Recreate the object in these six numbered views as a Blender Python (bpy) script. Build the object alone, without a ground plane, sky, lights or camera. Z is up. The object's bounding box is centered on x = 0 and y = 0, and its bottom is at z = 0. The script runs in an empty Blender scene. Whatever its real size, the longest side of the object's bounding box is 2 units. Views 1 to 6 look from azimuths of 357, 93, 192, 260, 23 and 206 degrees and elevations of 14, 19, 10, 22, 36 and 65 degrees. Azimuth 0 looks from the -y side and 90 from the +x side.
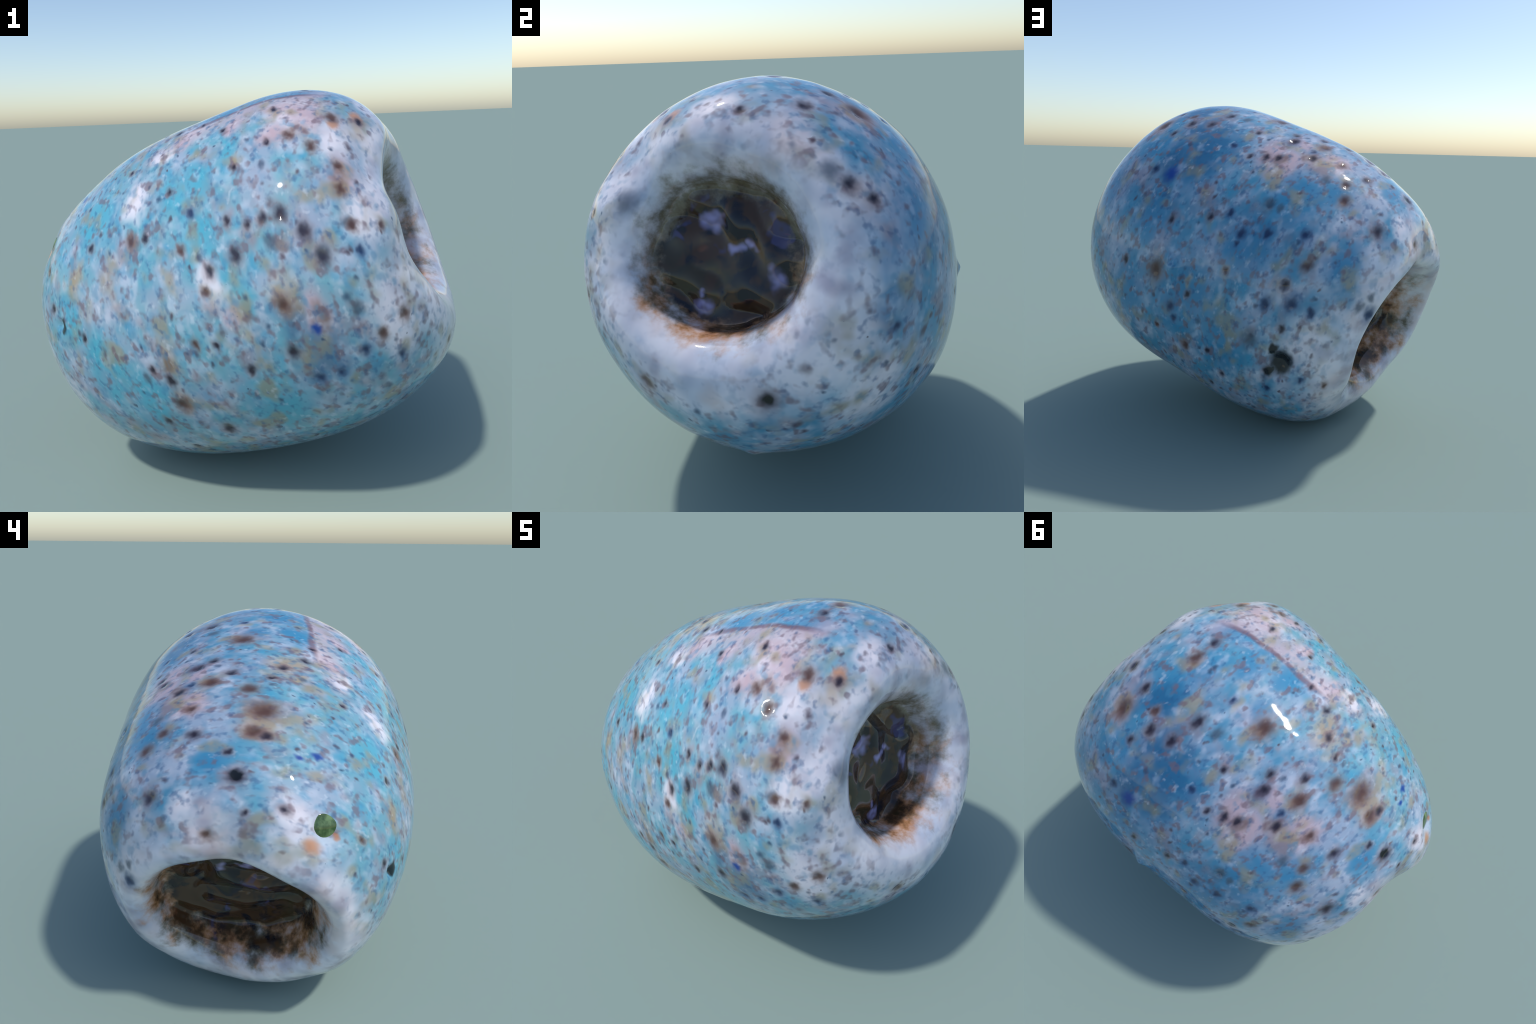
"""A small, rough, barrel-shaped glass bead with a tilted bore, weathered turquoise and white."""
import bpy, bmesh, math
import numpy as np


# ------------------------------------------------------------------ frame of the bead
CENTRE = np.array([0.0, 0.0, 0.88])
AXIS = np.array([0.899, -0.278, 0.338]); AXIS /= np.linalg.norm(AXIS)        # bore direction
UP = np.array([0.0, 0.0, 1.0]) - AXIS * AXIS[2]; UP /= np.linalg.norm(UP)
SIDE = np.cross(AXIS, UP)

# Spline control radii of the pressed barrel: one ring per 18 degrees from the upper mouth (first
# row) to the lower mouth (last row), twelve controls round each ring starting at UP.
RINGS = np.array([
    (0.936, 0.940, 0.942, 0.943, 0.940, 0.935, 0.927, 0.922, 0.920, 0.922, 0.926, 0.931),
    (0.973, 0.967, 0.970, 0.968, 0.959, 0.947, 0.931, 0.915, 0.916, 0.934, 0.951, 0.966),
    (0.997, 0.979, 1.006, 0.992, 0.966, 0.966, 1.030, 1.050, 1.058, 1.063, 1.023, 1.006),
    (0.927, 0.906, 0.893, 0.912, 0.915, 0.900, 0.925, 0.960, 0.986, 0.956, 0.970, 0.944),
    (0.825, 0.799, 0.767, 0.810, 0.817, 0.832, 0.842, 0.849, 0.919, 0.861, 0.843, 0.821),
    (0.781, 0.772, 0.732, 0.771, 0.770, 0.786, 0.818, 0.806, 0.828, 0.788, 0.788, 0.781),
    (0.818, 0.798, 0.762, 0.794, 0.798, 0.809, 0.848, 0.851, 0.847, 0.797, 0.814, 0.819),
    (0.881, 0.854, 0.843, 0.840, 0.865, 0.883, 0.914, 0.939, 0.923, 0.897, 0.902, 0.895),
    (0.995, 1.003, 0.985, 0.956, 0.979, 1.002, 0.995, 1.049, 1.015, 0.970, 0.947, 0.962),
    (1.026, 1.033, 1.033, 1.035, 1.042, 1.044, 1.030, 1.034, 1.022, 1.002, 0.991, 1.005),
    (1.023, 1.026, 1.028, 1.030, 1.031, 1.030, 1.028, 1.025, 1.022, 1.020, 1.020, 1.021),
])
NT, NP = RINGS.shape


def cubic_weights(t):
    return ((1 - t) ** 3 / 6, (3 * t ** 3 - 6 * t ** 2 + 4) / 6,
            (-3 * t ** 3 + 3 * t ** 2 + 3 * t + 1) / 6, t ** 3 / 6)


def local(p):
    q = p - CENTRE
    return q @ AXIS, q @ UP, q @ SIDE


def barrel_radius(theta, phi):
    x = theta / np.pi * (NT - 1); i = np.minimum(x.astype(int), NT - 2); wt = cubic_weights(x - i)
    y = (phi % (2 * np.pi)) / (2 * np.pi) * NP; j = np.minimum(y.astype(int), NP - 1); wp = cubic_weights(y - j)
    r = np.zeros_like(x)
    for a in range(4):
        ii = i + a - 1
        over = (ii < 0) | (ii > NT - 1)
        ii = np.where(ii < 0, -ii, np.where(ii > NT - 1, 2 * (NT - 1) - ii, ii))
        for b in range(4):
            r += wt[a] * wp[b] * RINGS[ii, (j + b - 1 + np.where(over, NP // 2, 0)) % NP]
    return r


# ------------------------------------------------------------------ bore: centre line, half-widths, silted floors
BORE_T = np.array([-1.05, -0.90, -0.75, -0.60, 0.60, 0.75, 0.90, 1.05])
BORE_U = np.array([0.01, 0.01, 0.0, 0.0, 0.02, 0.02, 0.03, 0.03])
BORE_V = np.array([-0.05, -0.05, -0.05, -0.05, -0.01, 0.01, 0.02, 0.03])
BORE_RU = np.array([0.48, 0.385, 0.335, 0.31, 0.27, 0.29, 0.34, 0.42])
BORE_RV = np.array([0.54, 0.42, 0.36, 0.34, 0.30, 0.34, 0.40, 0.50])
FLOOR_UPPER, FLOOR_LOWER = 0.67, -0.68
TILT_UPPER, TILT_LOWER = 0.06, 0.08
ROUND_UPPER, ROUND_LOWER = 0.16, 0.10
# dents of the mouths: (t, u, v), radius, depth
DENTS = [((0.80, 0.30, 0.37), 0.18, 0.08), ((0.83, -0.02, 0.46), 0.17, 0.06), ((0.84, 0.38, -0.08), 0.16, 0.03), ((-0.88, 0.42, -0.03), 0.17, 0.06),
         ((-0.85, -0.28, -0.18), 0.22, 0.13), ((-0.90, -0.31, 0.18), 0.16, 0.05)]


def wobble(p, scale, seed):
    """Cheap smooth noise: a few sine waves in random directions."""
    g = np.random.default_rng(seed)
    out = np.zeros(len(p))
    for _ in range(7):
        k = g.normal(size=3); k *= scale * g.uniform(0.6, 1.4) / np.linalg.norm(k)
        out += np.sin(p @ k + g.uniform(0, 6.28))
    return out / 7


def smooth_max(a, b, k):
    h = np.clip(0.5 + 0.5 * (a - b) / k, 0, 1)
    return b * (1 - h) + a * h + k * h * (1 - h)


# little spurs on the surface: position, outward reach, foot radius
SPURS = [((0.304, 0.800, 0.952), 0.055, 0.05), ((0.838, -0.105, 0.386), 0.032, 0.05)]


def outer_field(p):
    t, u, v = local(p)
    rho = np.hypot(u, v); r = np.hypot(t, rho)
    f = r - barrel_radius(np.arctan2(rho, t), np.arctan2(v, u))
    f += 0.006 * wobble(p, 9, 3) + 0.003 * wobble(p, 22, 4)
    for (c, radius, deep) in DENTS:
        d2 = (t - c[0]) ** 2 + (u - c[1]) ** 2 + (v - c[2]) ** 2
        f += deep * np.exp(-d2 / radius ** 2)
    for (c, reach, foot) in SPURS:
        d2 = ((p - np.array(c)) ** 2).sum(1)
        f -= reach * np.exp(-np.sqrt(d2 + 0.0004) / foot * 1.5)
    return f


def bore_field(p):
    t, u, v = local(p)
    cu, cv = np.interp(t, BORE_T, BORE_U), np.interp(t, BORE_T, BORE_V)
    ru, rv = np.interp(t, BORE_T, BORE_RU), np.interp(t, BORE_T, BORE_RV)
    e = np.hypot((u - cu) / ru, (v - cv) / rv)
    tube = (e - 1) * np.minimum(ru, rv) + 0.018 * wobble(p, 10, 5) + 0.006 * wobble(p, 26, 6)
    crumple = 0.04 * wobble(p, 13, 8) + 0.05 * (np.abs(wobble(p, 24, 9)) - 0.15) + 0.012 * wobble(p, 48, 10)
    floor = np.where(t > 0, FLOOR_UPPER - t + TILT_UPPER * (u - 0.03), t - FLOOR_LOWER + TILT_LOWER * (u - 0.05)) + crumple
    return smooth_max(tube, floor, 0.03)


def bead_field(p):
    k = np.where(p @ AXIS > CENTRE @ AXIS, ROUND_UPPER, ROUND_LOWER)
    return smooth_max(outer_field(p), -bore_field(p), k)


# ------------------------------------------------------------------ surface of a field (surface nets)
def surface_of(field, lo, hi, step):
    lo, hi = np.array(lo), np.array(hi)
    n = np.ceil((hi - lo) / step).astype(int) + 1
    ax = [lo[k] + step * np.arange(n[k]) for k in range(3)]
    f = np.empty(n, np.float32)
    for i in range(n[0]):
        gy, gz = np.meshgrid(ax[1], ax[2], indexing="ij")
        p = np.stack([np.full(gy.size, ax[0][i]), gy.ravel(), gz.ravel()], 1)
        f[i] = field(p).reshape(n[1], n[2])
    inside = f < 0
    m = n - 1
    corners = [(a, b, c) for a in (0, 1) for b in (0, 1) for c in (0, 1)]
    cnt = sum(inside[a:a + m[0], b:b + m[1], c:c + m[2]].astype(np.int8) for a, b, c in corners)
    mixed = (cnt > 0) & (cnt < 8)
    ids = -np.ones(m, np.int64)
    cells = np.argwhere(mixed)
    ids[mixed] = np.arange(len(cells))
    pos = np.zeros((len(cells), 3)); num = np.zeros(len(cells))
    for c0 in corners:
        for k in range(3):
            if c0[k]:
                continue
            c1 = list(c0); c1[k] = 1
            a, b = cells + c0, cells + c1
            fa, fb = f[tuple(a.T)], f[tuple(b.T)]
            cross = (fa < 0) != (fb < 0)
            s = np.where(cross, fa / np.where(cross, fa - fb, 1), 0)[:, None]
            pos += np.where(cross[:, None], a + (b - a) * s, 0); num += cross
    v = lo + step * pos / num[:, None]
    faces = []
    for k in range(3):
        sl0, sl1 = [slice(None)] * 3, [slice(None)] * 3
        sl0[k], sl1[k] = slice(0, -1), slice(1, None)
        e = np.argwhere(inside[tuple(sl0)] != inside[tuple(sl1)])
        k1, k2 = (k + 1) % 3, (k + 2) % 3
        e = e[(e[:, k1] > 0) & (e[:, k2] > 0) & (e[:, k1] < m[k1]) & (e[:, k2] < m[k2])]
        d1, d2 = np.eye(3, dtype=int)[k1], np.eye(3, dtype=int)[k2]
        quad = np.stack([ids[tuple(q.T)] for q in (e - d1 - d2, e - d2, e, e - d1)], 1)
        flip = ~inside[tuple(e.T)]
        quad[flip] = quad[flip][:, ::-1]
        faces.append(quad)
    faces = np.concatenate(faces)
    h = step * 0.2
    for _ in range(4):
        f0 = field(v)
        g = np.stack([(field(v + h * d) - field(v - h * d)) / (2 * h) for d in np.eye(3)], 1)
        v = v - g * (np.clip(f0, -step, step) / np.maximum((g * g).sum(1), 0.05))[:, None]
    return v, faces, g / np.linalg.norm(g, axis=1, keepdims=True)


def mesh_object(name, verts, faces, normals, material, parent):
    me = bpy.data.meshes.new(name)
    me.from_pydata(verts.tolist(), [], faces.tolist())
    me.update()
    me.polygons.foreach_set("use_smooth", np.ones(len(me.polygons), bool))
    me.normals_split_custom_set_from_vertices(normals.tolist())
    me.materials.append(material)
    ob = bpy.data.objects.new(name, me)
    bpy.context.scene.collection.objects.link(ob)
    ob.parent = parent
    return ob


def submesh(verts, faces, normals, keep):
    f = faces[keep]; used = np.unique(f)
    back = -np.ones(len(verts), np.int64); back[used] = np.arange(len(used))
    return verts[used], back[f], normals[used]


# SPOTS
# (degrees from the upper mouth, degrees round the axis, radius in mm)
SPOTS = {
    "dark": [(72, 28, 12), (69, 46, 11), (73, 62, 14), (68, 65, 13), (64, 65, 16), (60, 65, 23), (56, 72, 23),
        (54, 80, 25), (73, 72, 20), (81, 74, 18), (119, 53, 14), (99, 58, 12), (60, 40, 10), (58, 24, 12),
        (68, 102, 21), (80, 104, 16), (104, 101, 18), (97, 124, 22), (113, 116, 15), (113, 134, 15),
        (108, 96, 13), (128, 81, 13), (89, 46, 12), (86, 94, 11), (138, 66, 14), (67, 267, 15), (93, 267, 13),
        (89, 295, 13), (77, 288, 15), (136, 325, 25), (126, 271, 14), (105, 250, 13), (111, 242, 13),
        (106, 232, 14), (105, 335, 21), (96, 327, 18), (94, 340, 19), (59, 326, 20), (65, 329, 20),
        (123, 343, 20), (122, 286, 19), (52, 2, 19), (40, 334, 20), (49, 333, 18), (57, 318, 15), (66, 339, 23),
        (81, 335, 13), (87, 322, 13), (92, 325, 17), (92, 345, 18), (100, 352, 18), (135, 358, 26),
        (129, 355, 12), (141, 16, 15), (124, 6, 17), (89, 15, 15), (80, 17, 12), (96, 8, 16), (102, 5, 13),
        (143, 2, 10), (104, 29, 11), (34, 301, 20), (37, 294, 16), (34, 354, 13), (32, 210, 23), (14, 120, 14),
        (55, 245, 12), (37, 27, 13)],
    "rust": [(79, 270, 33), (44, 30, 20), (88, 66, 14), (104, 57, 17), (46, 62, 17), (45, 53, 15), (46, 74, 14),
        (39, 76, 11), (55, 39, 15), (66, 89, 23), (92, 92, 14), (105, 110, 27), (84, 79, 14), (50, 45, 17),
        (125, 296, 22), (123, 325, 22), (96, 247, 17), (84, 250, 12), (103, 281, 12), (142, 249, 11),
        (52, 353, 25), (49, 322, 34), (80, 353, 34), (104, 346, 24), (114, 341, 17), (108, 359, 25),
        (116, 4, 39), (123, 2, 27), (120, 332, 18), (56, 331, 15), (139, 49, 13), (148, 346, 14), (33, 154, 17),
        (41, 108, 17), (48, 109, 16)],
    "navy": [(60, 114, 15), (65, 113, 18), (53, 111, 17), (46, 121, 15), (83, 56, 15), (95, 299, 14), (62, 301, 17),
        (102, 295, 20), (102, 291, 14), (110, 299, 18), (120, 305, 18), (119, 277, 21), (126, 281, 24),
        (135, 251, 13), (126, 243, 15), (88, 260, 20), (90, 256, 15), (132, 281, 15), (94, 339, 24),
        (68, 352, 13), (79, 323, 13), (103, 339, 13), (42, 256, 13), (25, 108, 15), (148, 291, 19),
        (46, 82, 14)],
    "slate": [(118, 262, 40), (105, 308, 31), (109, 309, 18), (144, 292, 20), (146, 299, 15), (114, 329, 24),
        (72, 341, 24), (64, 72, 25), (51, 97, 23), (29, 63, 39), (32, 309, 29), (148, 291, 17), (47, 73, 19),
        (111, 98, 19)],
    "orange": [(146, 30, 29), (44, 34, 21), (38, 24, 25), (142, 38, 12)],
    "black": [(129, 257, 47), (126, 262, 20), (126, 252, 22), (136, 74, 21), (135, 358, 16), (32, 210, 14)],
    "cobalt": [(126, 23, 16), (128, 17, 13), (68, 302, 33), (61, 98, 19)],
}
PATCHES = {
    "turquoise": [(81, 46, 77), (82, 63, 85), (125, 93, 126), (131, 77, 72), (78, 117, 141), (116, 43, 100), (76, 82, 70),
        (87, 47, 73), (115, 107, 110), (70, 37, 52), (120, 46, 69)],
    "blue": [(73, 11, 59), (64, 5, 66), (57, 353, 88), (72, 318, 176), (54, 337, 117), (111, 315, 135),
        (74, 313, 150), (70, 288, 115), (106, 291, 136), (91, 266, 177), (71, 256, 121), (135, 302, 90),
        (48, 283, 81), (37, 264, 65), (75, 359, 57), (55, 311, 92), (109, 256, 128), (120, 327, 82),
        (131, 349, 63)],
    "pale": [(45, 42, 76), (44, 105, 109), (42, 72, 83), (53, 29, 106), (92, 28, 57), (101, 44, 67), (44, 116, 76),
        (30, 242, 130), (45, 235, 117), (28, 6, 72), (29, 87, 79), (142, 20, 72), (140, 336, 50), (35, 5, 65),
        (83, 17, 75), (134, 269, 106), (141, 259, 94), (82, 76, 60)],
    "pinkish": [(57, 25, 56), (69, 26, 55), (86, 24, 62), (44, 57, 60), (59, 37, 51), (50, 10, 62), (51, 29, 82),
        (99, 326, 97), (111, 339, 83), (93, 328, 86), (48, 322, 61), (147, 340, 50), (79, 86, 47), (59, 94, 69),
        (98, 340, 57)],
    "tan": [(38, 32, 53), (101, 94, 51), (103, 108, 46), (126, 60, 46), (113, 65, 43), (93, 10, 74), (121, 4, 68),
        (117, 2, 59), (65, 86, 57), (92, 272, 22), (68, 44, 25), (100, 13, 37), (103, 343, 36)],
    "brown": [(115, 2, 50), (124, 2, 35), (65, 89, 32), (103, 109, 37), (102, 95, 36), (79, 354, 28), (104, 346, 36),
        (48, 322, 46), (79, 269, 26), (102, 58, 29), (62, 74, 30), (53, 353, 32), (52, 5, 38), (111, 333, 55),
        (105, 335, 33), (58, 95, 42), (75, 88, 26), (53, 38, 31), (45, 57, 31), (96, 248, 34), (97, 328, 34)],
    "deepblue": [(72, 318, 147), (56, 335, 80), (63, 323, 88), (74, 313, 92), (67, 303, 59), (64, 311, 76)],
    "slateblue": [(62, 105, 95), (65, 95, 58), (66, 327, 87), (67, 303, 75)],
}
# END SPOTS


# ------------------------------------------------------------------ materials
class Nodes:
    """Small helper to wire node graphs by calling functions."""

    def __init__(self, name):
        self.material = bpy.data.materials.new(name)
        self.material.use_nodes = True
        self.tree = self.material.node_tree
        self.bsdf = self.tree.nodes["Principled BSDF"]

    def put(self, socket, value):
        if isinstance(value, bpy.types.NodeSocket):
            self.tree.links.new(value, socket)
        elif isinstance(value, (tuple, list)) and len(value) == 3 and socket.type == "RGBA":
            socket.default_value = (*value, 1.0)
        else:
            socket.default_value = value

    def node(self, kind, out=0, props=None, **inputs):
        n = self.tree.nodes.new(kind)
        for k, v in (props or {}).items():
            setattr(n, k, v)
        for k, v in inputs.items():
            self.put(n.inputs[int(k[1:]) if k[1:].isdigit() else k.replace("_", " ")], v)
        return n.outputs[out]

    def math(self, op, a, b=0.0, c=0.0):
        return self.node("ShaderNodeMath", props={"operation": op}, i0=a, i1=b, i2=c)

    def vmath(self, op, a, b=(0, 0, 0), out=0):
        return self.node("ShaderNodeVectorMath", out=out, props={"operation": op}, i0=a, i1=b)

    def ramp(self, x, lo, hi, a=0.0, b=1.0):
        """Smooth step from a (at lo) to b (at hi)."""
        return self.node("ShaderNodeMapRange", props={"interpolation_type": "SMOOTHSTEP", "clamp": False},
                         Value=x, From_Min=lo, From_Max=hi, To_Min=a, To_Max=b)

    def mix(self, f, a, b):
        n = self.tree.nodes.new("ShaderNodeMix"); n.data_type = "RGBA"
        self.put(n.inputs[0], f); self.put(n.inputs[6], a); self.put(n.inputs[7], b)
        return n.outputs[2]

    def noise(self, vec, scale, detail=2.0, rough=0.5, out="Fac"):
        n = self.tree.nodes.new("ShaderNodeTexNoise")
        self.put(n.inputs["Vector"], vec)
        n.inputs["Scale"].default_value, n.inputs["Detail"].default_value, n.inputs["Roughness"].default_value = scale, detail, rough
        return n.outputs[out]

    def voronoi(self, vec, scale):
        n = self.tree.nodes.new("ShaderNodeTexVoronoi")
        self.put(n.inputs["Vector"], vec); n.inputs["Scale"].default_value = scale
        return n.outputs["Distance"], n.outputs["Color"]

    def offset(self, vec, amount):
        return self.vmath("ADD", vec, amount)


def on_barrel(theta, phi, deeper=0.0):
    """Local (t, u, v) of the point of the outer wall at these angles in degrees."""
    a, b = math.radians(theta), math.radians(phi)
    way = np.array([math.cos(a), math.sin(a) * math.cos(b), math.sin(a) * math.sin(b)])
    r = 0.85
    for _ in range(12):
        r -= 0.8 * float(outer_field((CENTRE + r * (way @ np.array([AXIS, UP, SIDE])))[None])[0])
    return tuple((r - deeper) * way)


COLOURS = {
    "turquoise": (0.10, 0.42, 0.54), "blue": (0.055, 0.26, 0.44), "pale": (0.78, 0.74, 0.79),
    "pinkish": (0.54, 0.42, 0.46), "tan": (0.42, 0.34, 0.23), "slateblue": (0.11, 0.21, 0.31), "deepblue": (0.035, 0.165, 0.31),
    "dark": (0.030, 0.022, 0.040), "rust": (0.105, 0.052, 0.042), "navy": (0.02, 0.05, 0.13),
    "slate": (0.08, 0.11, 0.15), "cobalt": (0.010, 0.07, 0.32), "seam": (0.20, 0.11, 0.13),
    "brown": (0.21, 0.145, 0.12), "orange": (0.58, 0.27, 0.12), "black": (0.006, 0.010, 0.012),
}
# thin brown seam along the top, where two lightings baked into the texture meet
SEAM = ((46, 11), (84, 18))
# violet-white highlights painted onto the silted floors: (t, u, v), radius
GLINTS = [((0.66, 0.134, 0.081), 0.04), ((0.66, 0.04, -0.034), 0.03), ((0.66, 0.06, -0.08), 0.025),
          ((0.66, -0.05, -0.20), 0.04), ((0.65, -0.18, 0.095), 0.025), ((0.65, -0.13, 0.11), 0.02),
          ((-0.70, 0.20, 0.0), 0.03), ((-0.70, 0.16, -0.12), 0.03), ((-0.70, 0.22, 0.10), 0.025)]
HALOS = {"dark": (0.26, 0.19, 0.20), "rust": (0.30, 0.20, 0.16), "navy": (0.10, 0.19, 0.33)}
SEAM_SIDES = ((0.07, 0.30, 0.48), (0.56, 0.47, 0.50))  # blue and pinkish: the lighting difference across the seam, put into the colour
STRETCH = 1.45        # marks are drawn out round the bead: distances along the bore count more


def glaze_material():
    g = Nodes("weathered_glaze")
    obj = g.node("ShaderNodeTexCoord", out=3)
    q = g.vmath("SUBTRACT", obj, tuple(CENTRE))
    t, u, v = (g.vmath("DOT_PRODUCT", q, tuple(d), out=1) for d in (AXIS, UP, SIDE))
    place = g.node("ShaderNodeCombineXYZ", i0=t, i1=u, i2=v)
    drawn = g.node("ShaderNodeCombineXYZ", i0=g.math("MULTIPLY", t, STRETCH), i1=u, i2=v)

    def jitter(vec, scale, amount, detail=2.0):
        n = g.noise(vec, scale, detail, out="Color")
        rgb = g.tree.nodes.new("ShaderNodeSeparateColor"); g.put(rgb.inputs[0], n)
        n = g.node("ShaderNodeCombineXYZ", i0=rgb.outputs[0], i1=rgb.outputs[1], i2=rgb.outputs[2])
        n = g.vmath("SUBTRACT", n, (0.5, 0.5, 0.5))
        s = g.tree.nodes.new("ShaderNodeVectorMath"); s.operation = "SCALE"
        g.put(s.inputs[0], n); s.inputs["Scale"].default_value = amount
        return g.vmath("ADD", vec, s.outputs[0])

    ragged = jitter(drawn, 8.0, 0.17, 2.0)
    edged = jitter(drawn, 24.0, 0.035, 1.5)

    def centre(theta, phi, deeper=0.0):
        x, y, z = on_barrel(theta, phi, deeper)
        return (x * STRETCH, y, z)

    # mouths: elliptical distance from the bore's middle line
    upper = g.ramp(t, -0.3, 0.3)
    eu = g.math("DIVIDE", g.math("SUBTRACT", u, g.ramp(t, -0.3, 0.3, -0.03, 0.0)), g.ramp(t, -0.3, 0.3, 0.36, 0.32))
    ev = g.math("DIVIDE", g.math("SUBTRACT", v, g.ramp(t, -0.3, 0.3, -0.05, 0.0)), g.ramp(t, -0.3, 0.3, 0.40, 0.35))
    e = g.math("SQRT", g.math("ADD", g.math("MULTIPLY", eu, eu), g.math("MULTIPLY", ev, ev)))
    e_soft = g.math("ADD", e, g.math("MULTIPLY", g.math("SUBTRACT", g.noise(place, 5.0, 3.0), 0.5), 0.9))
    lip = g.ramp(g.math("SUBTRACT", e_soft, g.math("MULTIPLY", upper, 0.22)), 1.25, 1.75, 1.0, 0.0)
    calm = g.ramp(e_soft, 1.05, 1.75, 0.12, 1.0)          # fewer marks on the lips

    # ground colour: turquoise flank, other flank tinted bluer for its baked-in lighting, pale clouds
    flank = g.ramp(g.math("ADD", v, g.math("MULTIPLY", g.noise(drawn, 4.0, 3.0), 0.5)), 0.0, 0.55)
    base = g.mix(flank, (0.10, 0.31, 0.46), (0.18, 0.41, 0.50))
    cloud = g.ramp(g.noise(g.offset(drawn, (3.1, 0.4, 7.7)), 4.2, 2.0, 0.5), 0.40, 0.66)
    base = g.mix(g.math("MULTIPLY", cloud, 0.75), base, (0.41, 0.45, 0.56))

    # mottling
    def mottle(colour, seed, scale, lo, hi, strength, vec=drawn, detail=1.5, gate=None):
        nonlocal base
        f = g.math("MULTIPLY", g.ramp(g.noise(g.offset(vec, seed), scale, detail, 0.6), lo, hi), strength)
        if gate is not None:
            f = g.math("MULTIPLY", f, gate)
        base = g.mix(f, base, colour)

    mottle((0.58, 0.61, 0.70), (1.7, 5.2, 0.3), 9.0, 0.48, 0.74, 0.55)
    mottle((0.34, 0.25, 0.27), (4.4, 8.2, 1.3), 7.0, 0.50, 0.74, 0.65, gate=calm)
    mottle((0.06, 0.34, 0.52), (9.1, 2.2, 4.3), 10.0, 0.50, 0.74, 0.60, gate=calm)

    # broad patches with a place of their own
    for kind in ("blue", "turquoise", "pale", "pinkish", "slateblue", "deepblue", "tan", "brown"):
        m = None
        for th, ph, r in PATCHES[kind]:
            d = g.vmath("DISTANCE", ragged, centre(th, ph), out=1)
            w = g.ramp(d, r * 0.0004, r * 0.0021, 1.0, 0.0)
            m = w if m is None else g.math("MAXIMUM", m, w)
        base = g.mix(g.math("MULTIPLY", m, {"tan": 0.8, "brown": 0.75}.get(kind, 0.92)), base, COLOURS[kind])
    base = g.mix(g.math("MULTIPLY", lip, 0.85), base, (0.86, 0.81, 0.85))

    # the seam: a plane through the bead's middle cuts the wall along it
    first, last = (np.array(on_barrel(*end)) for end in SEAM)
    across = np.cross(first, last); across /= np.linalg.norm(across)
    wavy = jitter(place, 5.0, 0.05)
    side = g.vmath("DOT_PRODUCT", wavy, tuple(across), out=1)
    run = g.math("MULTIPLY", g.ramp(t, first[0] + 0.02, first[0] - 0.08),
                 g.math("MULTIPLY", g.ramp(t, last[0] - 0.10, last[0] + 0.10), g.ramp(u, 0.2, 0.4)))
    edge = g.math("ABSOLUTE", side)
    fade = g.math("MULTIPLY", run, g.ramp(edge, 0.04, 0.20, 0.75, 0.0))
    base = g.mix(fade, base, g.mix(g.ramp(side, -0.01, 0.01), SEAM_SIDES[0], SEAM_SIDES[1]))
    base = g.mix(g.math("MULTIPLY", run, g.ramp(edge, 0.004, 0.026, 0.8, 0.0)), base, COLOURS["seam"])

    # finer mottling over everything
    mottle((0.33, 0.35, 0.46), (2.2, 9.9, 4.4), 6.0, 0.48, 0.74, 0.40, vec=place)
    mottle((0.28, 0.42, 0.58), (8.2, 1.9, 6.4), 4.0, 0.48, 0.70, 0.42, vec=place, gate=lip)
    mottle((0.30, 0.27, 0.36), (1.2, 4.9, 2.4), 5.5, 0.52, 0.72, 0.60, vec=place, gate=lip)
    mottle((0.60, 0.46, 0.42), (4.2, 2.9, 8.4), 4.5, 0.52, 0.72, 0.45, vec=place, gate=lip)
    mottle((0.34, 0.30, 0.20), (6.4, 1.2, 9.3), 7.0, 0.53, 0.72, 0.68, gate=calm)
    mottle((0.08, 0.27, 0.42), (3.1, 7.2, 4.3), 16.0, 0.52, 0.74, 0.50, gate=calm)
    mottle((0.64, 0.67, 0.76), (8.7, 5.2, 3.3), 13.0, 0.52, 0.78, 0.36)
    mottle((0.20, 0.14, 0.17), (5.5, 9.2, 7.3), 17.0, 0.54, 0.72, 0.68, gate=calm)
    mottle((0.04, 0.12, 0.26), (2.4, 3.2, 5.3), 24.0, 0.54, 0.76, 0.50, gate=calm)
    mottle((0.74, 0.78, 0.84), (7.4, 6.2, 2.3), 24.0, 0.60, 0.80, 0.30)  # white flecks: tiny highlights beside the pits, drawn as pigment

    # scattered small vesicles
    for scale, seed, share, big in ((9.0, (0.3, 0.9, 2.2), 0.35, 0.34), (16.0, (5.3, 1.9, 3.2), 0.35, 0.40)):
        d, c = g.voronoi(g.offset(edged, seed), scale)
        rgb = g.tree.nodes.new("ShaderNodeSeparateColor"); g.put(rgb.inputs[0], c)
        r = g.ramp(rgb.outputs[0], 1 - share, 1.0, 0.0, big)
        f = g.math("SUBTRACT", 1.0, g.math("DIVIDE", d, g.math("MAXIMUM", r, 0.001)))
        f = g.math("MULTIPLY", g.ramp(f, 0.0, 0.9), g.math("MULTIPLY", calm, 0.8))
        tone = g.mix(g.ramp(rgb.outputs[1], 0.35, 0.65), (0.10, 0.06, 0.08), (0.05, 0.09, 0.16))
        base = g.mix(f, base, tone)

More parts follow.
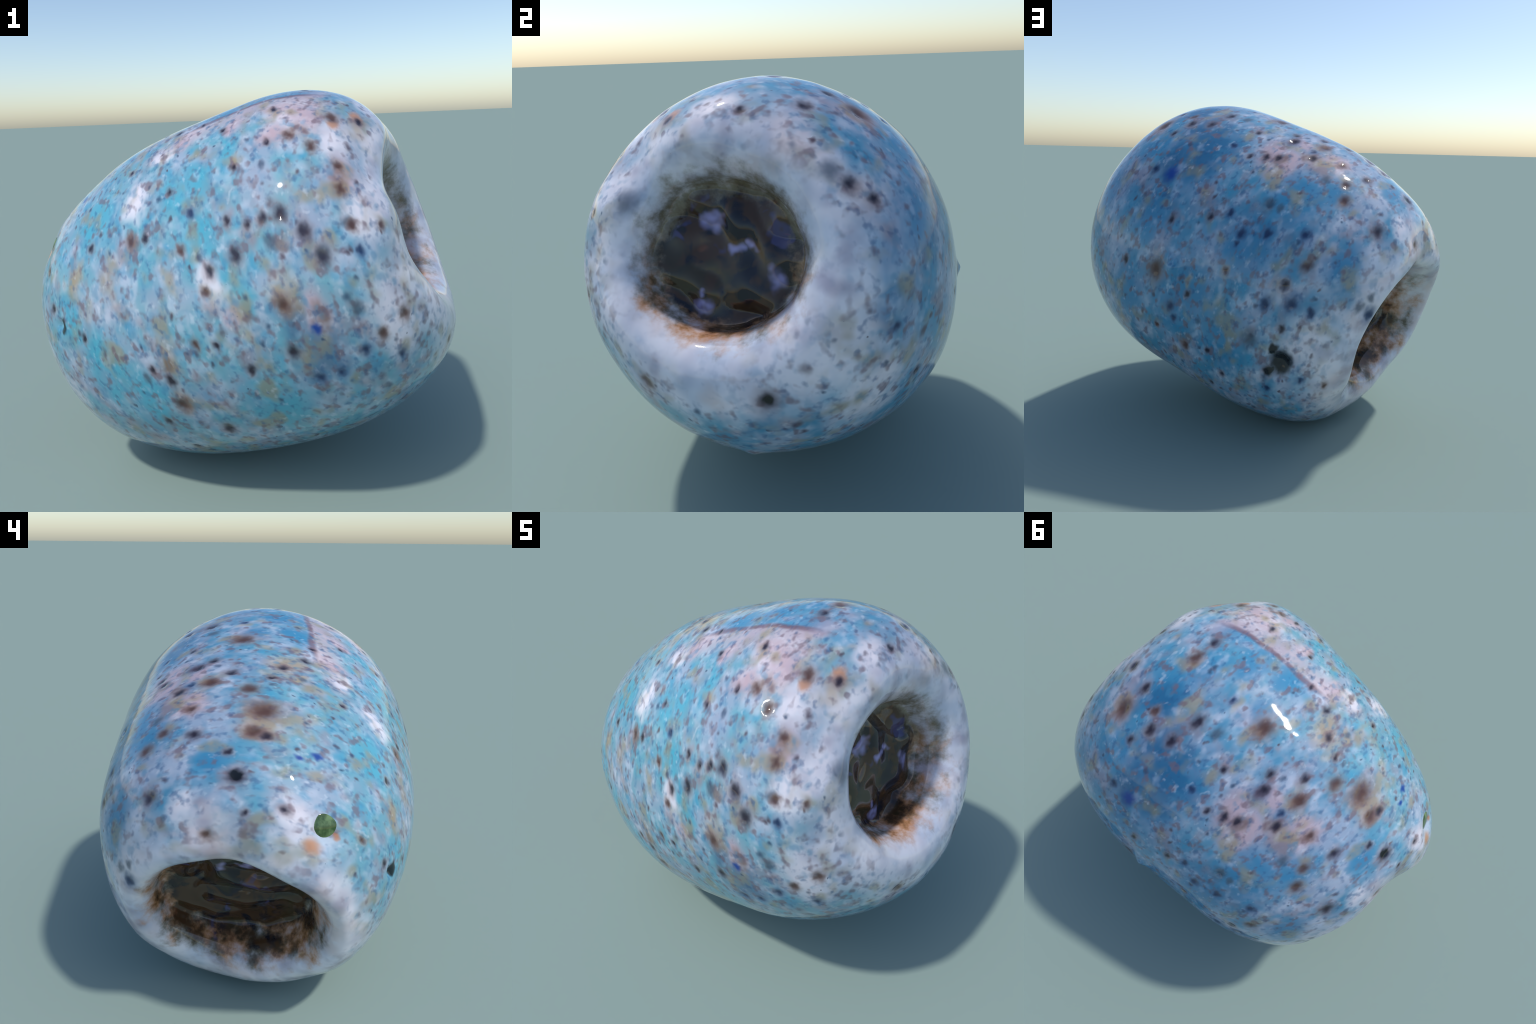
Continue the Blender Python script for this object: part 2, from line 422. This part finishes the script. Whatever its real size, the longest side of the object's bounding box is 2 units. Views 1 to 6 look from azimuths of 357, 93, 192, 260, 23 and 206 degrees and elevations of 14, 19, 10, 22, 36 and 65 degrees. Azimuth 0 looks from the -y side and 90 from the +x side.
    # the marks that can be told apart: a core and, round the vesicles, a stained halo
    for kind in ("orange", "slate", "rust", "navy", "cobalt", "dark", "black"):
        near = None
        for th, ph, r in SPOTS[kind]:
            d = g.vmath("DISTANCE", edged, centre(th, ph, 0.012 if kind == "black" else 0.0), out=1)
            d = g.math("MULTIPLY", d, 1000.0 / r)
            near = d if near is None else g.math("MINIMUM", near, d)
        if kind in HALOS:
            base = g.mix(g.ramp(near, 1.2, 3.6, 0.5, 0.0), base, HALOS[kind])
        core = g.ramp(near, 1.0 if kind == "black" else 0.35, 2.2, {"slate": 0.75, "rust": 0.88, "orange": 0.75}.get(kind, 0.94), 0.0)
        base = g.mix(core, base, COLOURS[kind])

    base = g.node("ShaderNodeGamma", i0=base, i1=1.17)

    # burnt crust inside the mouths
    e_edge = g.math("ADD", e, g.math("MULTIPLY", g.math("SUBTRACT", g.noise(place, 9.0, 4.0, 0.6), 0.5), 0.7))
    swirl = jitter(place, 6.0, 0.25, 2.0)
    crust = g.mix(g.ramp(g.noise(swirl, 9.0, 2.0), 0.45, 0.60), (0.060, 0.030, 0.014), (0.008, 0.009, 0.016))
    crust = g.mix(g.math("MULTIPLY", g.ramp(g.noise(g.offset(swirl, (4, 4, 4)), 6.0, 2.0), 0.5, 0.65), 0.8), crust, (0.036, 0.030, 0.013))
    crust = g.mix(g.math("MULTIPLY", g.ramp(g.noise(g.offset(swirl, (1, 8, 3)), 7.0, 2.0), 0.60, 0.72), 0.85), crust, (0.14, 0.055, 0.025))
    crust = g.mix(g.math("MULTIPLY", g.ramp(g.noise(g.offset(swirl, (6, 3, 3)), 8.0, 2.0), 0.62, 0.72), 0.8), crust, (0.06, 0.06, 0.16))
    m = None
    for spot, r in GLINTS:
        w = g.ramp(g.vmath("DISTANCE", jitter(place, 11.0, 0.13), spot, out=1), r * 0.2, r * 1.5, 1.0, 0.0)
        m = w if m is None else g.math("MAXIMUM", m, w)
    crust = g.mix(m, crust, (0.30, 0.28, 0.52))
    low = g.ramp(u, -0.12, 0.12, 1.0, 0.0)
    rusty = g.mix(g.math("MAXIMUM", low, g.math("SUBTRACT", 1.0, upper)), (0.14, 0.11, 0.05), (0.46, 0.21, 0.07))
    scorch = g.mix(g.ramp(g.noise(g.offset(place, (7, 2, 5)), 8.0, 3.0, 0.6), 0.42, 0.62), rusty, (0.11, 0.09, 0.045))
    spread = g.math("SUBTRACT", e_edge, g.math("MULTIPLY", g.math("SUBTRACT", 1.0, low), g.math("MULTIPLY", upper, 0.05)))
    base = g.mix(g.math("MULTIPLY", g.ramp(spread, 0.84, 1.10, 1.0, 0.0), 0.92), base, scorch)
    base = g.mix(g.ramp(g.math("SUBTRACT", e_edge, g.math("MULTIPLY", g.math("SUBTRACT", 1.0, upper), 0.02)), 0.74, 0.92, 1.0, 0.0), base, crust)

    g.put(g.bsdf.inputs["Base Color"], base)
    g.bsdf.inputs["Roughness"].default_value = 0.03
    return g.material


def plain_material(name, a, b, scale, rough=0.05):
    g = Nodes(name)
    obj = g.node("ShaderNodeTexCoord", out=3)
    g.put(g.bsdf.inputs["Base Color"], g.mix(g.ramp(g.noise(obj, scale, 3.0), 0.35, 0.65), a, b))
    g.bsdf.inputs["Roughness"].default_value = rough
    return g.material


# ------------------------------------------------------------------ build
bead = bpy.data.objects.new("glass_bead", None)
bpy.context.scene.collection.objects.link(bead)
bead["label"] = "weathered speckled turquoise and white barrel bead with tilted bore"
bead["category"] = "glass bead"

V, F, N = surface_of(bead_field, (-1.08, -0.95, -0.08), (1.08, 0.95, 1.86), 0.0125)

# fine relief: every vesicle is a shallow pit, the large ones are ragged holes
PITS = [(142.5, 32, 58, 0.022), (129, 257, 46, 0.040), (126, 258, 26, 0.02), (128, 252, 26, 0.02), (118, 262, 34, 0.012), (137, 73, 24, 0.025), (105, 308, 24, 0.012)]
PITS += [(th, ph, r * 1.1, r * 0.00028) for kind in ("dark", "navy", "rust") for th, ph, r in SPOTS[kind]]
Q = np.stack(local(V), 1)
on_wall = np.clip(1 + outer_field(V) / 0.05, 0, 1)
sink = (0.0009 * wobble(Q * (1.5, 1, 1), 45, 21) + 0.0004 * wobble(Q * (1.5, 1, 1), 90, 22)) * on_wall
for th, ph, r, deep in PITS:
    d = (Q - on_barrel(th, ph)) * (1.3, 1, 1)
    sink += deep * np.exp(-(d ** 2).sum(1) / (r * 0.001) ** 2)
V = V - N * sink[:, None]
V[:, 2] = np.maximum(V[:, 2], 0)
whole = bpy.data.meshes.new("whole")
whole.from_pydata(V.tolist(), [], F.tolist())
N = np.empty(len(V) * 3, np.float32)
whole.vertex_normals.foreach_get("vector", N); N = N.reshape(-1, 3).astype(float)
bpy.data.meshes.remove(whole)

GLAZE = glaze_material()
depth = outer_field(V)[F].mean(1)
t_face = local(V)[0][F].mean(1)
tc, uc, vc = (c[F].mean(1) for c in local(V))
floor_gap = np.where(tc > 0, tc - FLOOR_UPPER - TILT_UPPER * (uc - 0.03), FLOOR_LOWER - TILT_LOWER * (uc - 0.05) - tc)
in_bore = depth < -0.14
in_silt = in_bore & (floor_gap < 0.05)
in_rim = (depth < -0.012) & ~in_bore
for name, keep in (("outer_wall", ~in_bore & ~in_rim), ("rim", in_rim & (t_face > 0)), ("rim", in_rim & (t_face < 0)),
                   ("bore_wall", in_bore & ~in_silt & (t_face > 0)), ("bore_wall", in_bore & ~in_silt & (t_face < 0)),
                   ("silt_floor", in_silt & (t_face > 0)), ("silt_floor", in_silt & (t_face < 0))):
    mesh_object(name, *submesh(V, F, N, keep), GLAZE, bead)


# ------------------------------------------------------------------ separate pieces
def lump(name, centre, axes, material, seed, rough=0.12):
    """A lumpy ellipsoid; axes are three scaled perpendicular vectors (t, u, v frame)."""
    bm = bmesh.new()
    bmesh.ops.create_icosphere(bm, subdivisions=4, radius=1.0)
    s = np.array([v.co[:] for v in bm.verts])
    s = s * (1 + rough * wobble(s, 3.5, seed) + rough * 0.4 * wobble(s, 8, seed + 1))[:, None]
    frame = np.array([AXIS, UP, SIDE])
    w = CENTRE + np.array(centre) @ frame + (s @ np.array(axes)) @ frame
    for v, c in zip(bm.verts, w):
        v.co = c
    me = bpy.data.meshes.new(name)
    bm.to_mesh(me); bm.free()
    me.polygons.foreach_set("use_smooth", np.ones(len(me.polygons), bool))
    me.materials.append(material)
    ob = bpy.data.objects.new(name, me)
    bpy.context.scene.collection.objects.link(ob)
    ob.parent = bead
    return ob


# a round green grain melted into the wall beside the lower mouth
c = np.array(on_barrel(142.5, 32))
n = c / np.linalg.norm(c); s = np.cross(n, (1, 0, 0)); s /= np.linalg.norm(s)
lump("green_grain", c - n * 0.031, (n * 0.018, s * 0.074, np.cross(n, s) * 0.066),
     plain_material("green_glass", (0.035, 0.075, 0.025), (0.14, 0.22, 0.09), 26.0), 31, 0.06)
